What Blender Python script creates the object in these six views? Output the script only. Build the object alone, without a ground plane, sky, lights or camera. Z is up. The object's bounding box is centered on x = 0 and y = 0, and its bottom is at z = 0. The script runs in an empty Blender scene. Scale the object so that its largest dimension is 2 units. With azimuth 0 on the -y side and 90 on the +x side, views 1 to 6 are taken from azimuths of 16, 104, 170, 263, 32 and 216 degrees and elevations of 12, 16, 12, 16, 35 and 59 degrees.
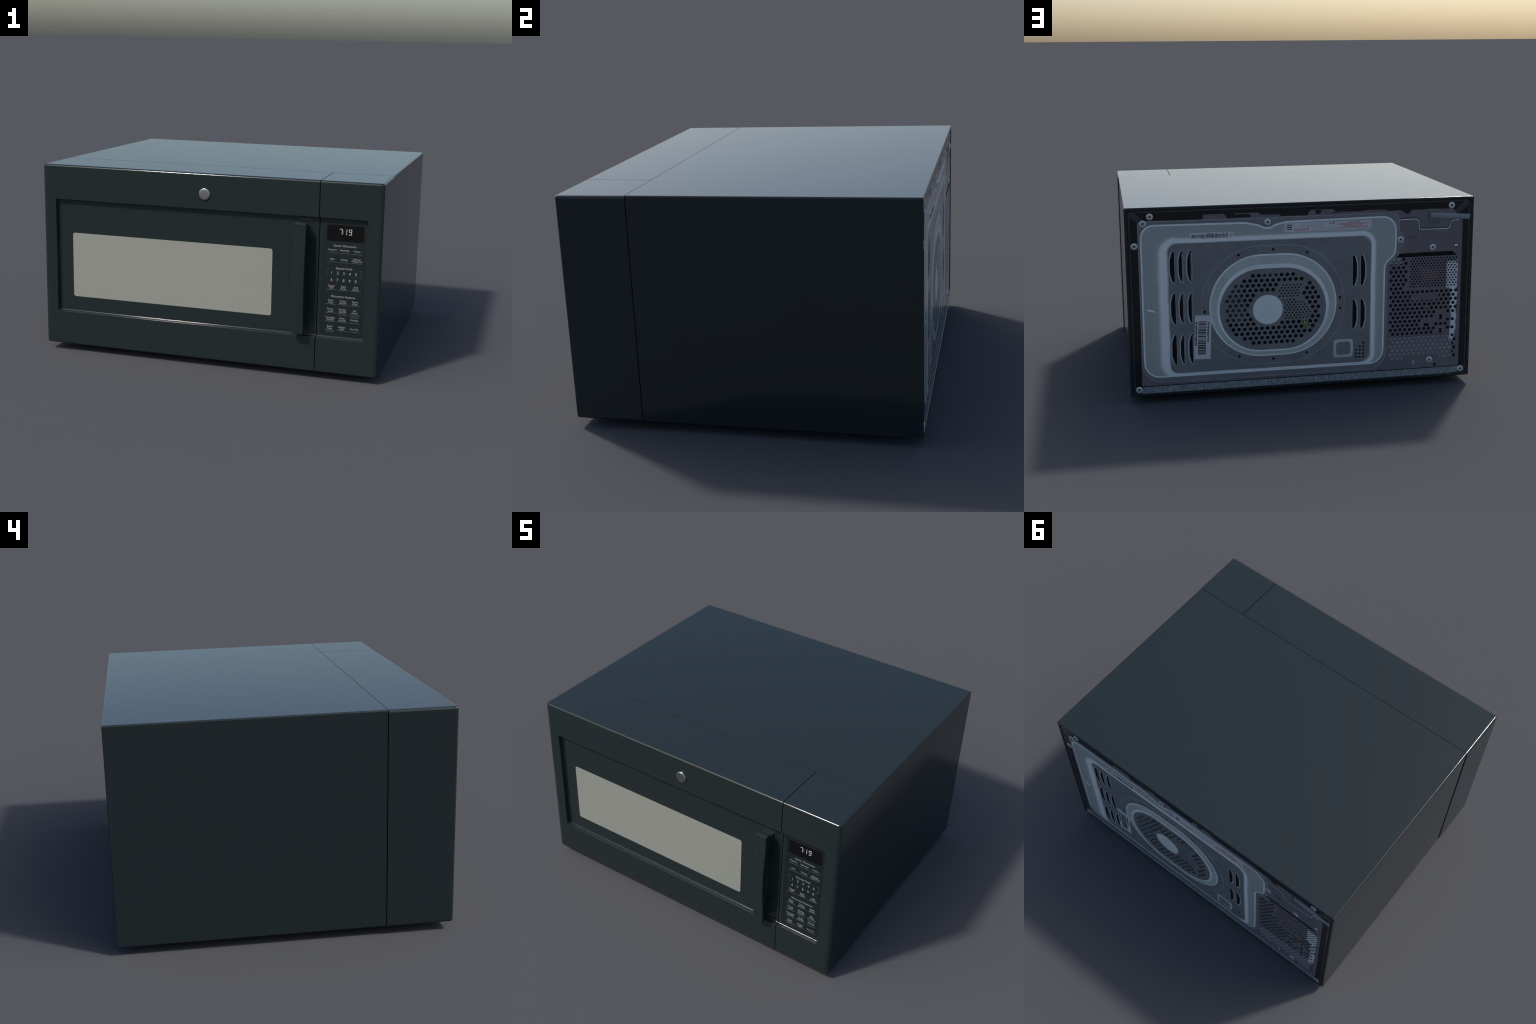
import bpy, bmesh, math, random
from mathutils import Vector, Matrix
from mathutils.geometry import delaunay_2d_cdt

# ------------------------------------------------------------------ frame
Y_FRONT = -0.783      # face of door and control panel frame
Y_FLOOR = -0.7585     # floor of the recess in the front
Y_SPLIT = -0.447      # seam between front block and cabinet
Y_BACK = 0.8498       # rear rim of the cabinet
SEAM_X = 0.6515       # seam between door and control panel

# ------------------------------------------------------------------ materials
def material(name, colour, rough=0.45, metal=0.0, spec=0.5, grain=0.0, grain_scale=60.0,
             bump=0.0, bump_scale=300.0, stretch=(1, 1, 1), coat=0.0):
    m = bpy.data.materials.new(name)
    m.use_nodes = True
    nt = m.node_tree
    b = nt.nodes["Principled BSDF"]
    b.inputs["Roughness"].default_value = rough
    b.inputs["Metallic"].default_value = metal
    b.inputs["Specular IOR Level"].default_value = spec
    b.inputs["Coat Weight"].default_value = coat
    b.inputs["Base Color"].default_value = (*colour, 1)
    if grain or bump:
        tc = nt.nodes.new("ShaderNodeTexCoord")
        mp = nt.nodes.new("ShaderNodeMapping")
        mp.inputs["Scale"].default_value = stretch
        nt.links.new(tc.outputs["Object"], mp.inputs["Vector"])
    if grain:
        n = nt.nodes.new("ShaderNodeTexNoise")
        n.inputs["Scale"].default_value = grain_scale
        n.inputs["Detail"].default_value = 5
        nt.links.new(mp.outputs[0], n.inputs["Vector"])
        r = nt.nodes.new("ShaderNodeValToRGB")
        r.color_ramp.elements[0].position = 0.25
        r.color_ramp.elements[1].position = 0.75
        r.color_ramp.elements[0].color = (*[c * (1 - grain) for c in colour], 1)
        r.color_ramp.elements[1].color = (*[min(1, c * (1 + grain)) for c in colour], 1)
        nt.links.new(n.outputs["Fac"], r.inputs["Fac"])
        nt.links.new(r.outputs["Color"], b.inputs["Base Color"])
    if bump:
        n2 = nt.nodes.new("ShaderNodeTexNoise")
        n2.inputs["Scale"].default_value = bump_scale
        nt.links.new(mp.outputs[0], n2.inputs["Vector"])
        bp = nt.nodes.new("ShaderNodeBump")
        bp.inputs["Strength"].default_value = bump
        bp.inputs["Distance"].default_value = 0.001
        nt.links.new(n2.outputs["Fac"], bp.inputs["Height"])
        nt.links.new(bp.outputs["Normal"], b.inputs["Normal"])
    return m

M = {}
M["slate"] = material("slate_enamel", (0.0170, 0.0255, 0.0265), rough=0.10, spec=0.5)
M["black"] = material("black_backing", (0.006, 0.006, 0.007), rough=0.7, spec=0.2)  # for flat backing plates that stand in for the dark interior
M["gap"] = material("gap_black", (0.003, 0.004, 0.004), rough=0.8, spec=0.1)
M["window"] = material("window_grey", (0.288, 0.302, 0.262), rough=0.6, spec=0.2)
M["overlay"] = material("keypad_film", (0.0105, 0.017, 0.0175), rough=0.35, spec=0.4)
M["display"] = material("display_glass", (0.0035, 0.0035, 0.004), rough=0.25, spec=0.35)
M["digit"] = material("display_digit_white", (0.62, 0.62, 0.62), rough=0.5)
M["ink"] = material("ink_pale_grey", (0.26, 0.28, 0.285), rough=0.5)
M["ink_dim"] = material("ink_dim_grey", (0.085, 0.105, 0.105), rough=0.5)
M["ink_red"] = material("ink_red", (0.30, 0.035, 0.03), rough=0.5)
M["badge"] = material("badge_steel", (0.52, 0.505, 0.505), rough=0.28, metal=1.0)
M["rubber"] = material("foot_rubber", (0.01, 0.01, 0.01), rough=0.8)
M["frame"] = material("rear_frame_black", (0.016, 0.016, 0.017), rough=0.12, spec=0.4)
M["plate"] = material("rear_plate_zinc", (0.166, 0.150, 0.166), rough=0.12, grain=0.12, grain_scale=14)
M["cover"] = material("cover_zinc", (0.188, 0.196, 0.205), rough=0.12, grain=0.12, grain_scale=9)
M["band"] = material("cover_band_highlight", (0.36, 0.40, 0.39), rough=0.12, grain=0.18, grain_scale=7)  # zinc lightened to carry the highlight on the cover's band
M["bright"] = material("pressed_edge_highlight", (0.74, 0.79, 0.78), rough=0.12, grain=0.12, grain_scale=8)  # highlights of pressed edges put into a lighter base colour
M["dome"] = material("dome_polished_zinc", (0.62, 0.64, 0.65), rough=0.16, metal=0.85)
M["ring_band"] = material("fan_ring_highlight", (0.47, 0.52, 0.50), rough=0.12, grain=0.14, grain_scale=6)  # slope highlights of fan ring and bump, painted as lighter zinc
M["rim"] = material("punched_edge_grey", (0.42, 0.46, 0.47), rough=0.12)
M["strip"] = material("spangled_zinc_strip", (0.225, 0.25, 0.275), rough=0.12, grain=0.45, grain_scale=70, stretch=(1.4, 1, 0.6))
M["screw"] = material("screw_zinc", (0.62, 0.64, 0.63), rough=0.3, metal=0.35, grain=0.15, grain_scale=120)
M["screw_dark"] = material("screw_cross", (0.035, 0.04, 0.035), rough=0.7)  # dark raised cross in place of a sunk driver recess
M["label"] = material("label_paper", (0.60, 0.60, 0.62), rough=0.12)
M["label_ink"] = material("label_ink_black", (0.035, 0.035, 0.04), rough=0.12)
M["label_grey"] = material("label_ink_grey", (0.36, 0.36, 0.38), rough=0.12)
M["label_red"] = material("label_ink_red", (0.52, 0.16, 0.18), rough=0.12)
M["label_green"] = material("label_ink_green", (0.08, 0.3, 0.14), rough=0.6)
M["cable"] = material("cable_grey", (0.24, 0.26, 0.28), rough=0.12)
M["clamp"] = material("clamp_plastic", (0.11, 0.12, 0.13), rough=0.12)
M["strap"] = material("corner_strap_grey", (0.05, 0.05, 0.055), rough=0.12, grain=0.3, grain_scale=25)
M["red_part"] = material("inner_red_wrap", (0.13, 0.010, 0.012), rough=0.6)
M["wire"] = material("yellow_wire", (0.55, 0.50, 0.03), rough=0.5)
M["inner"] = material("inner_duct_grey", (0.24, 0.25, 0.27), rough=0.5, grain=0.2, grain_scale=20)
M["inner_mid"] = material("inner_mid_grey", (0.11, 0.115, 0.125), rough=0.5, grain=0.3, grain_scale=20)  # mid grey, darker than the lower duct panel
M["inner_dark"] = material("inner_dark_blue", (0.022, 0.024, 0.032), rough=0.6, grain=0.6, grain_scale=9)
M["vent_glare"] = material("vent_glare_tone", (0.55, 0.58, 0.59), rough=0.4, grain=0.1, grain_scale=20)  # vent plate glare as a base colour; no part carries it
M["orange"] = material("inner_orange", (0.30, 0.12, 0.02), rough=0.6)

# ------------------------------------------------------------------ object helpers
ROOT = bpy.data.objects.new("microwave_oven", None)
bpy.context.scene.collection.objects.link(ROOT)
ROOT["label"] = "dark slate built-in microwave oven with grey window and keypad"
ROOT["category"] = "microwave oven"

def add(name, mesh, parent=None):
    o = bpy.data.objects.new(name, mesh)
    bpy.context.scene.collection.objects.link(o)
    o.parent = parent or ROOT
    return o

def finish(name, bm, mats, parent=None, smooth=None, weighted=False, recalc=True):
    if recalc:
        bmesh.ops.recalc_face_normals(bm, faces=bm.faces[:])
    me = bpy.data.meshes.new(name)
    bm.to_mesh(me)
    bm.free()
    for m in (mats if isinstance(mats, (list, tuple)) else [mats]):
        me.materials.append(M[m])
    if smooth is not None:
        me.polygons.foreach_set("use_smooth", [True] * len(me.polygons))
        me.set_sharp_from_angle(angle=math.radians(smooth))
    o = add(name, me, parent)
    if weighted:
        w = o.modifiers.new("weighted_normals", "WEIGHTED_NORMAL")
        w.keep_sharp = True
        w.weight = 80
    return o

# ------------------------------------------------------------------ outline helpers (x, z plane)
def rounded(pts, r=0.0, n=6):
    """Closed polygon with rounded corners; a point may carry its own radius."""
    out, k = [], len(pts)
    for i in range(k):
        p = Vector(pts[i][:2]); a = Vector(pts[i - 1][:2]); b = Vector(pts[(i + 1) % k][:2])
        rad = pts[i][2] if len(pts[i]) > 2 else r
        if rad <= 1e-6:
            out.append(p); continue
        d1, d2 = (a - p), (b - p)
        l1, l2 = d1.length, d2.length
        d1.normalize(); d2.normalize()
        ang = d1.angle(d2)
        if ang > math.pi - 0.02:
            out.append(p); continue
        t = min(rad / math.tan(ang / 2), l1 * 0.49, l2 * 0.49)
        rr = t * math.tan(ang / 2)
        c = p + (d1 + d2).normalized() * (rr / math.sin(ang / 2))
        s, e = p + d1 * t - c, p + d2 * t - c
        tot = s.angle_signed(e)
        for j in range(n + 1):
            q = s.copy(); q.rotate(Matrix.Rotation(-tot * j / n, 2))
            out.append(c + q)
    return out

def box2(x0, x1, z0, z1, r=0.0, n=6):
    return rounded([(x0, z0), (x1, z0), (x1, z1), (x0, z1)], r, n)

def circle(x, z, r, n=16, phase=0.0):
    return [Vector((x + r * math.cos(phase + 2 * math.pi * i / n), z + r * math.sin(phase + 2 * math.pi * i / n))) for i in range(n)]

def stadium(cx, cz, half, r, n=24):
    out = []
    for s, a0 in ((1, -math.pi / 2), (-1, math.pi / 2)):
        for i in range(n + 1):
            a = a0 + math.pi * i / n
            out.append(Vector((cx + s * half + r * math.cos(a), cz + r * math.sin(a))))
    return out

def inset(pts, d):
    """Move every edge of a counter-clockwise or clockwise polygon (x, z, r) inwards by d."""
    k = len(pts)
    area = sum(pts[i - 1][0] * pts[i][1] - pts[i][0] * pts[i - 1][1] for i in range(k))
    sg = 1 if area > 0 else -1
    out = []
    for i in range(k):
        p = Vector(pts[i][:2]); a = Vector(pts[i - 1][:2]); b = Vector(pts[(i + 1) % k][:2])
        e1, e2 = (p - a).normalized(), (b - p).normalized()
        n1, n2 = Vector((-e1.y, e1.x)) * sg, Vector((-e2.y, e2.x)) * sg
        m = (n1 + n2).normalized()
        q = p + m * (d / max(0.2, m.dot(n1)))
        convex = (e1.x * e2.y - e1.y * e2.x) * sg > 0
        r = pts[i][2] if len(pts[i]) > 2 else 0
        out.append((q.x, q.y, max(0.002, r - d if convex else r + d)))
    return out

def cdt(loops):
    """Triangulate nested outlines; returns points and (triangle, set of loops it lies in)."""
    co, faces = [], []
    for lp in loops:
        idx = list(range(len(co), len(co) + len(lp)))
        area = sum(lp[i - 1][0] * lp[i][1] - lp[i][0] * lp[i - 1][1] for i in range(len(lp)))
        faces.append(idx if area > 0 else idx[::-1])
        co += [Vector((p[0], p[1])) for p in lp]
    v, e, f, ov, oe, of = delaunay_2d_cdt(co, [], faces, 1, 1e-6)
    return v, f, ov, of

def plate(bm, outline, holes, y_top, y_bot, mat=0, wall_mat=None):
    """Flat plate in the x-z plane with real holes and thickness; visible face at y_top."""
    v, f, ov, of = cdt([outline] + holes)
    a = [bm.verts.new((p.x, y_top, p.y)) for p in v]
    b = [bm.verts.new((p.x, y_bot, p.y)) for p in v]
    edges = {}
    for t, o in zip(f, of):
        if any(i > 0 for i in o):
            continue
        bm.faces.new([a[i] for i in t]).material_index = mat
        bm.faces.new([b[i] for i in reversed(t)]).material_index = mat
        for i in range(len(t)):
            e = (t[i], t[(i + 1) % len(t)])
            edges[e] = 1
    for (i, j) in edges:
        if (j, i) not in edges:
            bm.faces.new([a[j], a[i], b[i], b[j]]).material_index = mat if wall_mat is None else wall_mat
    for x in a + b:
        if not x.link_faces:
            bm.verts.remove(x)

def relief(bm, contours, holes=(), back=0.0):
    """Pressed sheet: contours = [(outline, height y, material index inside)], outermost first."""
    loops = [c[0] for c in contours] + list(holes)
    v, f, ov, of = cdt(loops)
    owner, k = {}, 0
    for li, lp in enumerate(loops):
        for _ in lp:
            owner[k] = li; k += 1
    nc = len(contours)
    solid = []
    for t, o in zip(f, of):
        if any(i >= nc for i in o) or not o:
            continue
        solid.append((t, max(o)))
    ys = []
    hole_y = {}
    for i, src in enumerate(ov):
        li = max(owner[s] for s in src) if src else 0
        if li >= nc:
            hole_y[i] = li
            ys.append(None)
        else:
            ys.append(contours[li][1])
    for t, li in solid:
        for i in t:
            if ys[i] is None:
                ys[i] = contours[li][1] if contours[li][1] is not None else back
    vs = [bm.verts.new((p.x, y if y is not None else back, p.y)) for p, y in zip(v, ys)]
    edges = {}
    for t, li in solid:
        bm.faces.new([vs[i] for i in t]).material_index = contours[li][2]
        for i in range(len(t)):
            edges[(t[i], t[(i + 1) % len(t)])] = contours[li][2]
    bs = {}
    for (i, j), mi in edges.items():
        if (j, i) not in edges:
            for q in (i, j):
                if q not in bs:
                    bs[q] = bm.verts.new((v[q].x, back, v[q].y))
            bm.faces.new([vs[j], vs[i], bs[i], bs[j]]).material_index = mi
    for x in vs:
        if not x.link_faces:
            bm.verts.remove(x)

def loft(bm, rings, cap_start=False, cap_end=False, mat=0):
    vr = [[bm.verts.new(p) for p in r] for r in rings]
    for a, b in zip(vr, vr[1:]):
        n = len(a)
        for i in range(n):
            bm.faces.new((a[i], a[(i + 1) % n], b[(i + 1) % n], b[i])).material_index = mat
    if cap_start:
        bm.faces.new(vr[0]).material_index = mat
    if cap_end:
        bm.faces.new(list(reversed(vr[-1]))).material_index = mat
    return vr

def ring3(loop, y):
    return [(p[0], y, p[1]) for p in loop]

def fill_between(bm, outer, inner_list, y, mat=0):
    """Flat front face between existing vertex rings (outer loop and hole loops)."""
    loops = [[(v.co.x, v.co.z) for v in r] for r in [outer] + inner_list]
    v, f, ov, of = cdt(loops)
    flat = [q for r in [outer] + inner_list for q in r]
    for t, o in zip(f, of):
        if any(i > 0 for i in o):
            continue
        bm.faces.new([flat[ov[i][0]] for i in t]).material_index = mat

def box(bm, x0, x1, y0, y1, z0, z1, r=0.0, mat=0):
    res = bmesh.ops.create_cube(bm, size=1.0)
    for v in res["verts"]:
        v.co = ((x0 + x1) / 2 + v.co.x * (x1 - x0), (y0 + y1) / 2 + v.co.y * (y1 - y0), (z0 + z1) / 2 + v.co.z * (z1 - z0))
    fs = {f for v in res["verts"] for f in v.link_faces}
    for f in fs:
        f.material_index = mat
    if r:
        es = list({e for v in res["verts"] for e in v.link_edges})
        out = bmesh.ops.bevel(bm, geom=es, offset=r, segments=3, profile=0.5, affect="EDGES")
        for f in out["faces"]:
            f.material_index = mat

def tube(bm, path, ry, rz, n=12, mat=0):
    """Tube along points in the x-z plane; section flattened in y."""
    rings = []
    for i, p in enumerate(path):
        a = Vector(path[max(0, i - 1)]); b = Vector(path[min(len(path) - 1, i + 1)])
        t = (b - a).normalized()
        side = Vector((-t.z, 0, t.x)).normalized()
        rings.append([tuple(Vector(p) + side * (rz * math.cos(2 * math.pi * j / n)) + Vector((0, ry * math.sin(2 * math.pi * j / n), 0))) for j in range(n)])
    loft(bm, rings, True, True, mat)

# ------------------------------------------------------------------ front block: door + control panel frame
def front_block():
    bm = bmesh.new()
    X, Z0, Z1, RC = 1.0, 0.0415, 1.1193, 0.014
    RX, RZ, RY, N = 0.028, 0.012, 0.016, 7
    rings = [ring3(box2(-X + 0.002, X - 0.002, Z0 + 0.002, Z1 - 0.002, RC - 0.002), Y_SPLIT - 0.0007), ring3(box2(-X + 0.0006, X - 0.0006, Z0 + 0.0006, Z1 - 0.0006, RC - 0.0006), Y_SPLIT - 0.0011), ring3(box2(-X, X, Z0, Z1, RC), Y_SPLIT - 0.0020)]
    for i in range(N + 1):
        a = math.pi / 2 * i / N
        ix, iz = RX * (1 - math.cos(a)), RZ * (1 - math.cos(a))
        y = Y_FRONT + RY * (1 - math.sin(a))
        rings.append(ring3(box2(-X + ix, X - ix, Z0 + iz, Z1 - iz, max(0.003, RC - iz)), y))
    outer = loft(bm, rings, cap_start=True)[-1]
    # recess: small lip fillet, sloping wall, inner fillet
    def rec(d, y):
        return ring3(box2(-0.9225 + d, 0.9215 - d, 0.2415 + d, 0.9195 - d, max(0.004, 0.014 - d)), y)
    F, L = Y_FRONT, Y_FLOOR
    rr = [rec(0, F), rec(0.0012, F + 0.0006), rec(0.0022, F + 0.0024), rec(0.0030, F + 0.006),
          rec(0.0046, L - 0.005), rec(0.0058, L - 0.002), rec(0.0076, L - 0.0005), rec(0.0102, L)]
    vr = loft(bm, rr)
    fill_between(bm, outer, [vr[0]], F)
    # finger scoop behind the handle
    def scoop(s, y):
        return ring3(box2(0.596 - 0.044 * s, 0.596 + 0.044 * s, 0.570 - 0.296 * (0.6 + 0.4 * s), 0.570 + 0.296 * (0.6 + 0.4 * s), 0.042 * s, 8), y)
    sc = []
    for i in range(9):
        t = i / 8
        sc.append(scoop(1 - 0.9 * t, L + 0.005 * math.sin(math.pi / 2 * t) ** 1.3))
    vs = loft(bm, sc, cap_end=True)
    fill_between(bm, vr[-1], [vs[0]], L)
    bmesh.ops.remove_doubles(bm, verts=bm.verts[:], dist=1e-6)
    bmesh.ops.recalc_face_normals(bm, faces=bm.faces[:])
    return bm

def cut(bm, x, keep_left):
    geom = bm.verts[:] + bm.edges[:] + bm.faces[:]
    res = bmesh.ops.bisect_plane(bm, geom=geom, dist=1e-6, plane_co=(x, 0, 0), plane_no=(1, 0, 0),
                                 clear_outer=keep_left, clear_inner=not keep_left)
    edges = [e for e in res["geom_cut"] if isinstance(e, bmesh.types.BMEdge)]
    bmesh.ops.edgenet_fill(bm, edges=edges)
    return bm

door = finish("door", cut(front_block(), SEAM_X - 0.0022, True), "slate", smooth=32, weighted=True)
panel_frame = finish("control_panel", cut(front_block(), SEAM_X + 0.0022, False), "slate", smooth=32, weighted=True)

# window glass, a hair proud of the door floor
bm = bmesh.new()
w = [(-0.8275, 0.336), (0.3880, 0.336), (0.3880, 0.7195), (-0.8275, 0.7195)]
loft(bm, [ring3(rounded(w, 0.013, 6), Y_FLOOR + 0.004), ring3(rounded(w, 0.013, 6), Y_FLOOR - 0.0008)], True, True)
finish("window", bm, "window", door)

# handle: bowed bar with two posts
def handle():
    bm = bmesh.new()
    z0, z1, x0, x1, n = 0.2655, 0.8865, 0.5275, 0.5925, 28
    rings = []
    def section(ins):
        return rounded([(x0 + ins, -0.020 + ins), (x1 - ins, -0.020 + ins), (x1 - ins, 0.020 - ins), (x0 + ins, 0.020 - ins)], max(0.0012, 0.005 - ins), 3)
    stations = [(0.0, 0.004), (0.0015, 0.0012), (0.004, 0.0)]
    m = 24
    for s, ins in stations:
        rings.append((z0 + s, ins))
    for i in range(1, m):
        rings.append((z0 + (z1 - z0) * i / m, 0.0))
    for s, ins in reversed(stations):
        rings.append((z1 - s, ins))
    out = []
    for z, ins in rings:
        u = (z - (z0 + z1) / 2) / ((z1 - z0) / 2)
        yc = -0.8296 + 0.0140 * (1 - math.cos(math.pi * u)) / 2
        out.append([(p.x, yc + p.y, z) for p in section(ins)])
    loft(bm, out, True, True)
    return bm
h = finish("handle", handle(), "slate", door, smooth=32, weighted=True)
# solid ends reaching back to the door, arched towards the open middle
def handle_end(z_out, direction):
    bm = bmesh.new()
    prof = [(-0.812, z_out), (Y_FLOOR + 0.012, z_out)]
    for k in range(9):
        t = k / 8
        prof.append((Y_FLOOR + 0.012 - (0.812 + Y_FLOOR + 0.012) * t, z_out + direction * (0.062 + 0.060 * t * t)))
    rings = [[(x, y, z) for y, z in prof] for x in (0.5285, 0.5915)]
    loft(bm, rings, True, True)
    finish("handle_end", bm, "slate", door, smooth=40)
handle_end(0.8680, -1)
handle_end(0.2840, 1)

# round badge
def lathe(bm, cx, cz, prof, n=40, mat=0):
    """prof = [(radius, y)] from rim to centre."""
    rings = [[(cx + r * math.cos(2 * math.pi * i / n), y, cz + r * math.sin(2 * math.pi * i / n)) for i in range(n)] for r, y in prof]
    loft(bm, rings, True, True, mat)
bm = bmesh.new()
F = Y_FRONT
prof = [(0.033, F + 0.003), (0.0335, F - 0.001), (0.0335, F - 0.003)]
for i in range(1, 7):
    a = math.pi / 2 * i / 6
    prof.append((0.0335 - 0.005 * (1 - math.cos(a)), F - 0.003 - 0.006 * math.sin(a)))
prof += [(0.020, F - 0.0092), (0.004, F - 0.0093)]
lathe(bm, -0.004, 1.0035, prof, 56)
finish("badge", bm, "badge", door, smooth=40)

# ------------------------------------------------------------------ control panel
bm = bmesh.new()
loft(bm, [ring3(box2(0.6715, 0.9065, 0.262, 0.8855, 0.003, 3), Y_FLOOR + 0.002), ring3(box2(0.6715, 0.9065, 0.262, 0.8855, 0.003, 3), Y_FLOOR - 0.0008)], True, True)
finish("keypad_film", bm, "overlay", panel_frame)
bm = bmesh.new()
loft(bm, [ring3(box2(0.6925, 0.8965, 0.7900, 0.8790, 0.002, 3), Y_FLOOR + 0.002), ring3(box2(0.6925, 0.8965, 0.7900, 0.8790, 0.002, 3), Y_FLOOR - 0.0016)], True, True)
finish("display_screen", bm, "display", panel_frame)
Y_INK = Y_FLOOR - 0.0016

def prism(bm, loop, ya, yb, mat=0):
    loft(bm, [ring3(loop, ya), ring3(loop, yb)], True, True, mat)

# seven segment clock digits
SEG = {"7": "abc", "1": "bc", "9": "abcdfg"}
def seven(ch, cx, cz, w=0.0165, hgt=0.0315, t=0.0034):
    bm = bmesh.new()
    sk = 0.0012
    g = 0.0007
    def quad(x0, x1, z0, z1):
        prism(bm, rounded([(cx + x0 + sk * z0 / hgt, cz + z0), (cx + x1 + sk * z0 / hgt, cz + z0), (cx + x1 + sk * z1 / hgt, cz + z1), (cx + x0 + sk * z1 / hgt, cz + z1)], 0.0008, 2), Y_FLOOR - 0.001, Y_FLOOR - 0.0024)
    hw, hh = w / 2, hgt / 2
    for s in SEG[ch]:
        if s == "a": quad(-hw + g, hw - g, hh - t, hh)
        if s == "g": quad(-hw + t, hw - t, -t / 2, t / 2)
        if s == "d": quad(-hw + g, hw - g, -hh, -hh + t)
        if s == "b": quad(hw - t, hw, t / 2 - 0.001 + g, hh - g)
        if s == "c": quad(hw - t, hw, -hh + g, -t / 2 + 0.001 - g)
        if s == "f": quad(-hw, -hw + t, t / 2 - 0.001 + g, hh - g)
    finish("display_digit", bm, "digit", panel_frame)
seven("7", 0.7695, 0.8435)
seven("1", 0.7945, 0.8428)
seven("9", 0.8215, 0.8432)
bm = bmesh.new()
for zc in (0.8485, 0.8385):
    prism(bm, circle(0.7835, zc, 0.0015, 8), Y_FLOOR - 0.001, Y_FLOOR - 0.0024)
finish("display_colon", bm, "digit", panel_frame)

def text(body, x, z, size, mat="ink", width=None, parent=None, name="key_label", y=None):
    cu = bpy.data.curves.new("text_helper", "FONT")
    cu.body = body
    cu.align_x, cu.align_y = "CENTER", "CENTER"
    cu.size = size
    cu.resolution_u = 3
    cu.extrude = 0.0004
    cu.offset = size * 0.012
    ob = bpy.data.objects.new("text_helper", cu)
    bpy.context.scene.collection.objects.link(ob)
    dg = bpy.context.evaluated_depsgraph_get()
    me = bpy.data.meshes.new_from_object(ob.evaluated_get(dg))
    bpy.data.objects.remove(ob); bpy.data.curves.remove(cu)
    xs = [v.co.x for v in me.vertices]
    ys = [v.co.y for v in me.vertices]
    s = 1.0 if width is None else width / (max(xs) - min(xs))
    xm, ym = (max(xs) + min(xs)) / 2, (max(ys) + min(ys)) / 2
    for v in me.vertices:
        v.co = ((v.co.x - xm) * s + x, (Y_INK if y is None else y) - v.co.z, v.co.y - ym + z)
    me.materials.clear(); me.materials.append(M[mat])
    me.name = name
    return add(name, me, parent or panel_frame)

COL = (0.7267, 0.7944, 0.8626)
text("Sensor Microwave", 0.7945, 0.7655, 0.0170, width=0.123, name="section_title")
text("Express Cook", 0.7947, 0.6385, 0.0170, width=0.091, name="section_title")
text("Microwave Features", 0.7943, 0.4815, 0.0170, width=0.1335, name="section_title")
KEYS = [  # column, key line height, words above the line, small words below it
    (0, 0.7240, ["Popcorn"], []), (1, 0.7240, ["Beverage"], []), (2, 0.7240, ["Potato"], []),
    (0, 0.6735, ["Melt"], []), (1, 0.6735, ["Reheat"], []), (2, 0.6735, ["Defrost", "Weight/Time"], []),
    (0, 0.5176, ["Cancel", "Off"], []), (1, 0.5176, ["Start", "Pause"], []), (2, 0.5176, ["Add", "30 Sec"], []),
    (0, 0.4358, ["Cook", "Time"], []), (1, 0.4358, ["Timer", "On/Off"], []), (2, 0.4358, ["Steam", "Clean"], []),
    (0, 0.3860, ["Power", "Level"], []), (1, 0.3860, ["Display", "On/Off"], ["Hold 3 Sec"]), (2, 0.3860, ["Set", "Clock"], ["Lock Control", "Hold 3 Sec"]),
    (0, 0.3371, ["Turntable", "On/Off"], []), (1, 0.3371, ["Mute", "On/Off"], []), (2, 0.3371, ["Settings"], []),
    (0, 0.2868, ["Reset", "Filter"], ["Hold 3 Sec"]), (1, 0.2868, ["Surface", "Light"], []), (2, 0.2868, ["Vent Fan"], []),
]
for c, zl, words, small in KEYS:
    bm = bmesh.new()
    prism(bm, box2(COL[c] - 0.0296, COL[c] + 0.0296, zl - 0.0010, zl + 0.0010), Y_FLOOR, Y_INK - 0.0004)
    finish("key_line", bm, "ink_dim", panel_frame)
    zs = [zl + 0.0162] if len(words) == 1 else [zl + 0.0224, zl + 0.0096]
    for wd, zc in zip(words, zs):
        sz = 0.0136 if wd != "Weight/Time" else 0.0118
        text(wd, COL[c], zc, sz, width=None if wd != "Weight/Time" else 0.0585)
    for i, wd in enumerate(small):
        text(wd, COL[c], zl - 0.0078 - 0.0090 * i, 0.0098, "ink_dim", width=0.0520 if wd[0] == "L" else 0.0430, name="key_note")
for i, d in enumerate("1234567890"):
    text(d, 0.7267 + 0.03355 * (i % 5), 0.6127 if i < 5 else 0.5733, 0.0225, name="number_key")
for x0, s in ((0.6962, 1), (0.8927, -1)):
    bm = bmesh.new()
    path = [(x0 + s * 0.014, 0.632)] + [(x0 + s * (0.006 - 0.006 * math.sin(a)), 0.626 + 0.006 * math.cos(a)) for a in [math.pi / 2 * k / 5 for k in range(6)]]
    path += [(p[0], 2 * 0.6128 - p[1]) for p in reversed(path)]
    tube(bm, [(p[0], Y_INK, p[1]) for p in path], 0.0006, 0.0008, 6)
    finish("bracket_mark", bm, "ink_dim", panel_frame)
bm = bmesh.new()
prism(bm, box2(0.7107, 0.7422, 0.5326, 0.5346), Y_FLOOR, Y_INK - 0.0006)
finish("cancel_underline", bm, "ink_red", panel_frame)
bm = bmesh.new()
prism(bm, box2(0.7800, 0.8090, 0.5327, 0.5337), Y_FLOOR, Y_INK - 0.0006)
finish("start_underline", bm, "ink_dim", panel_frame)

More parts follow.
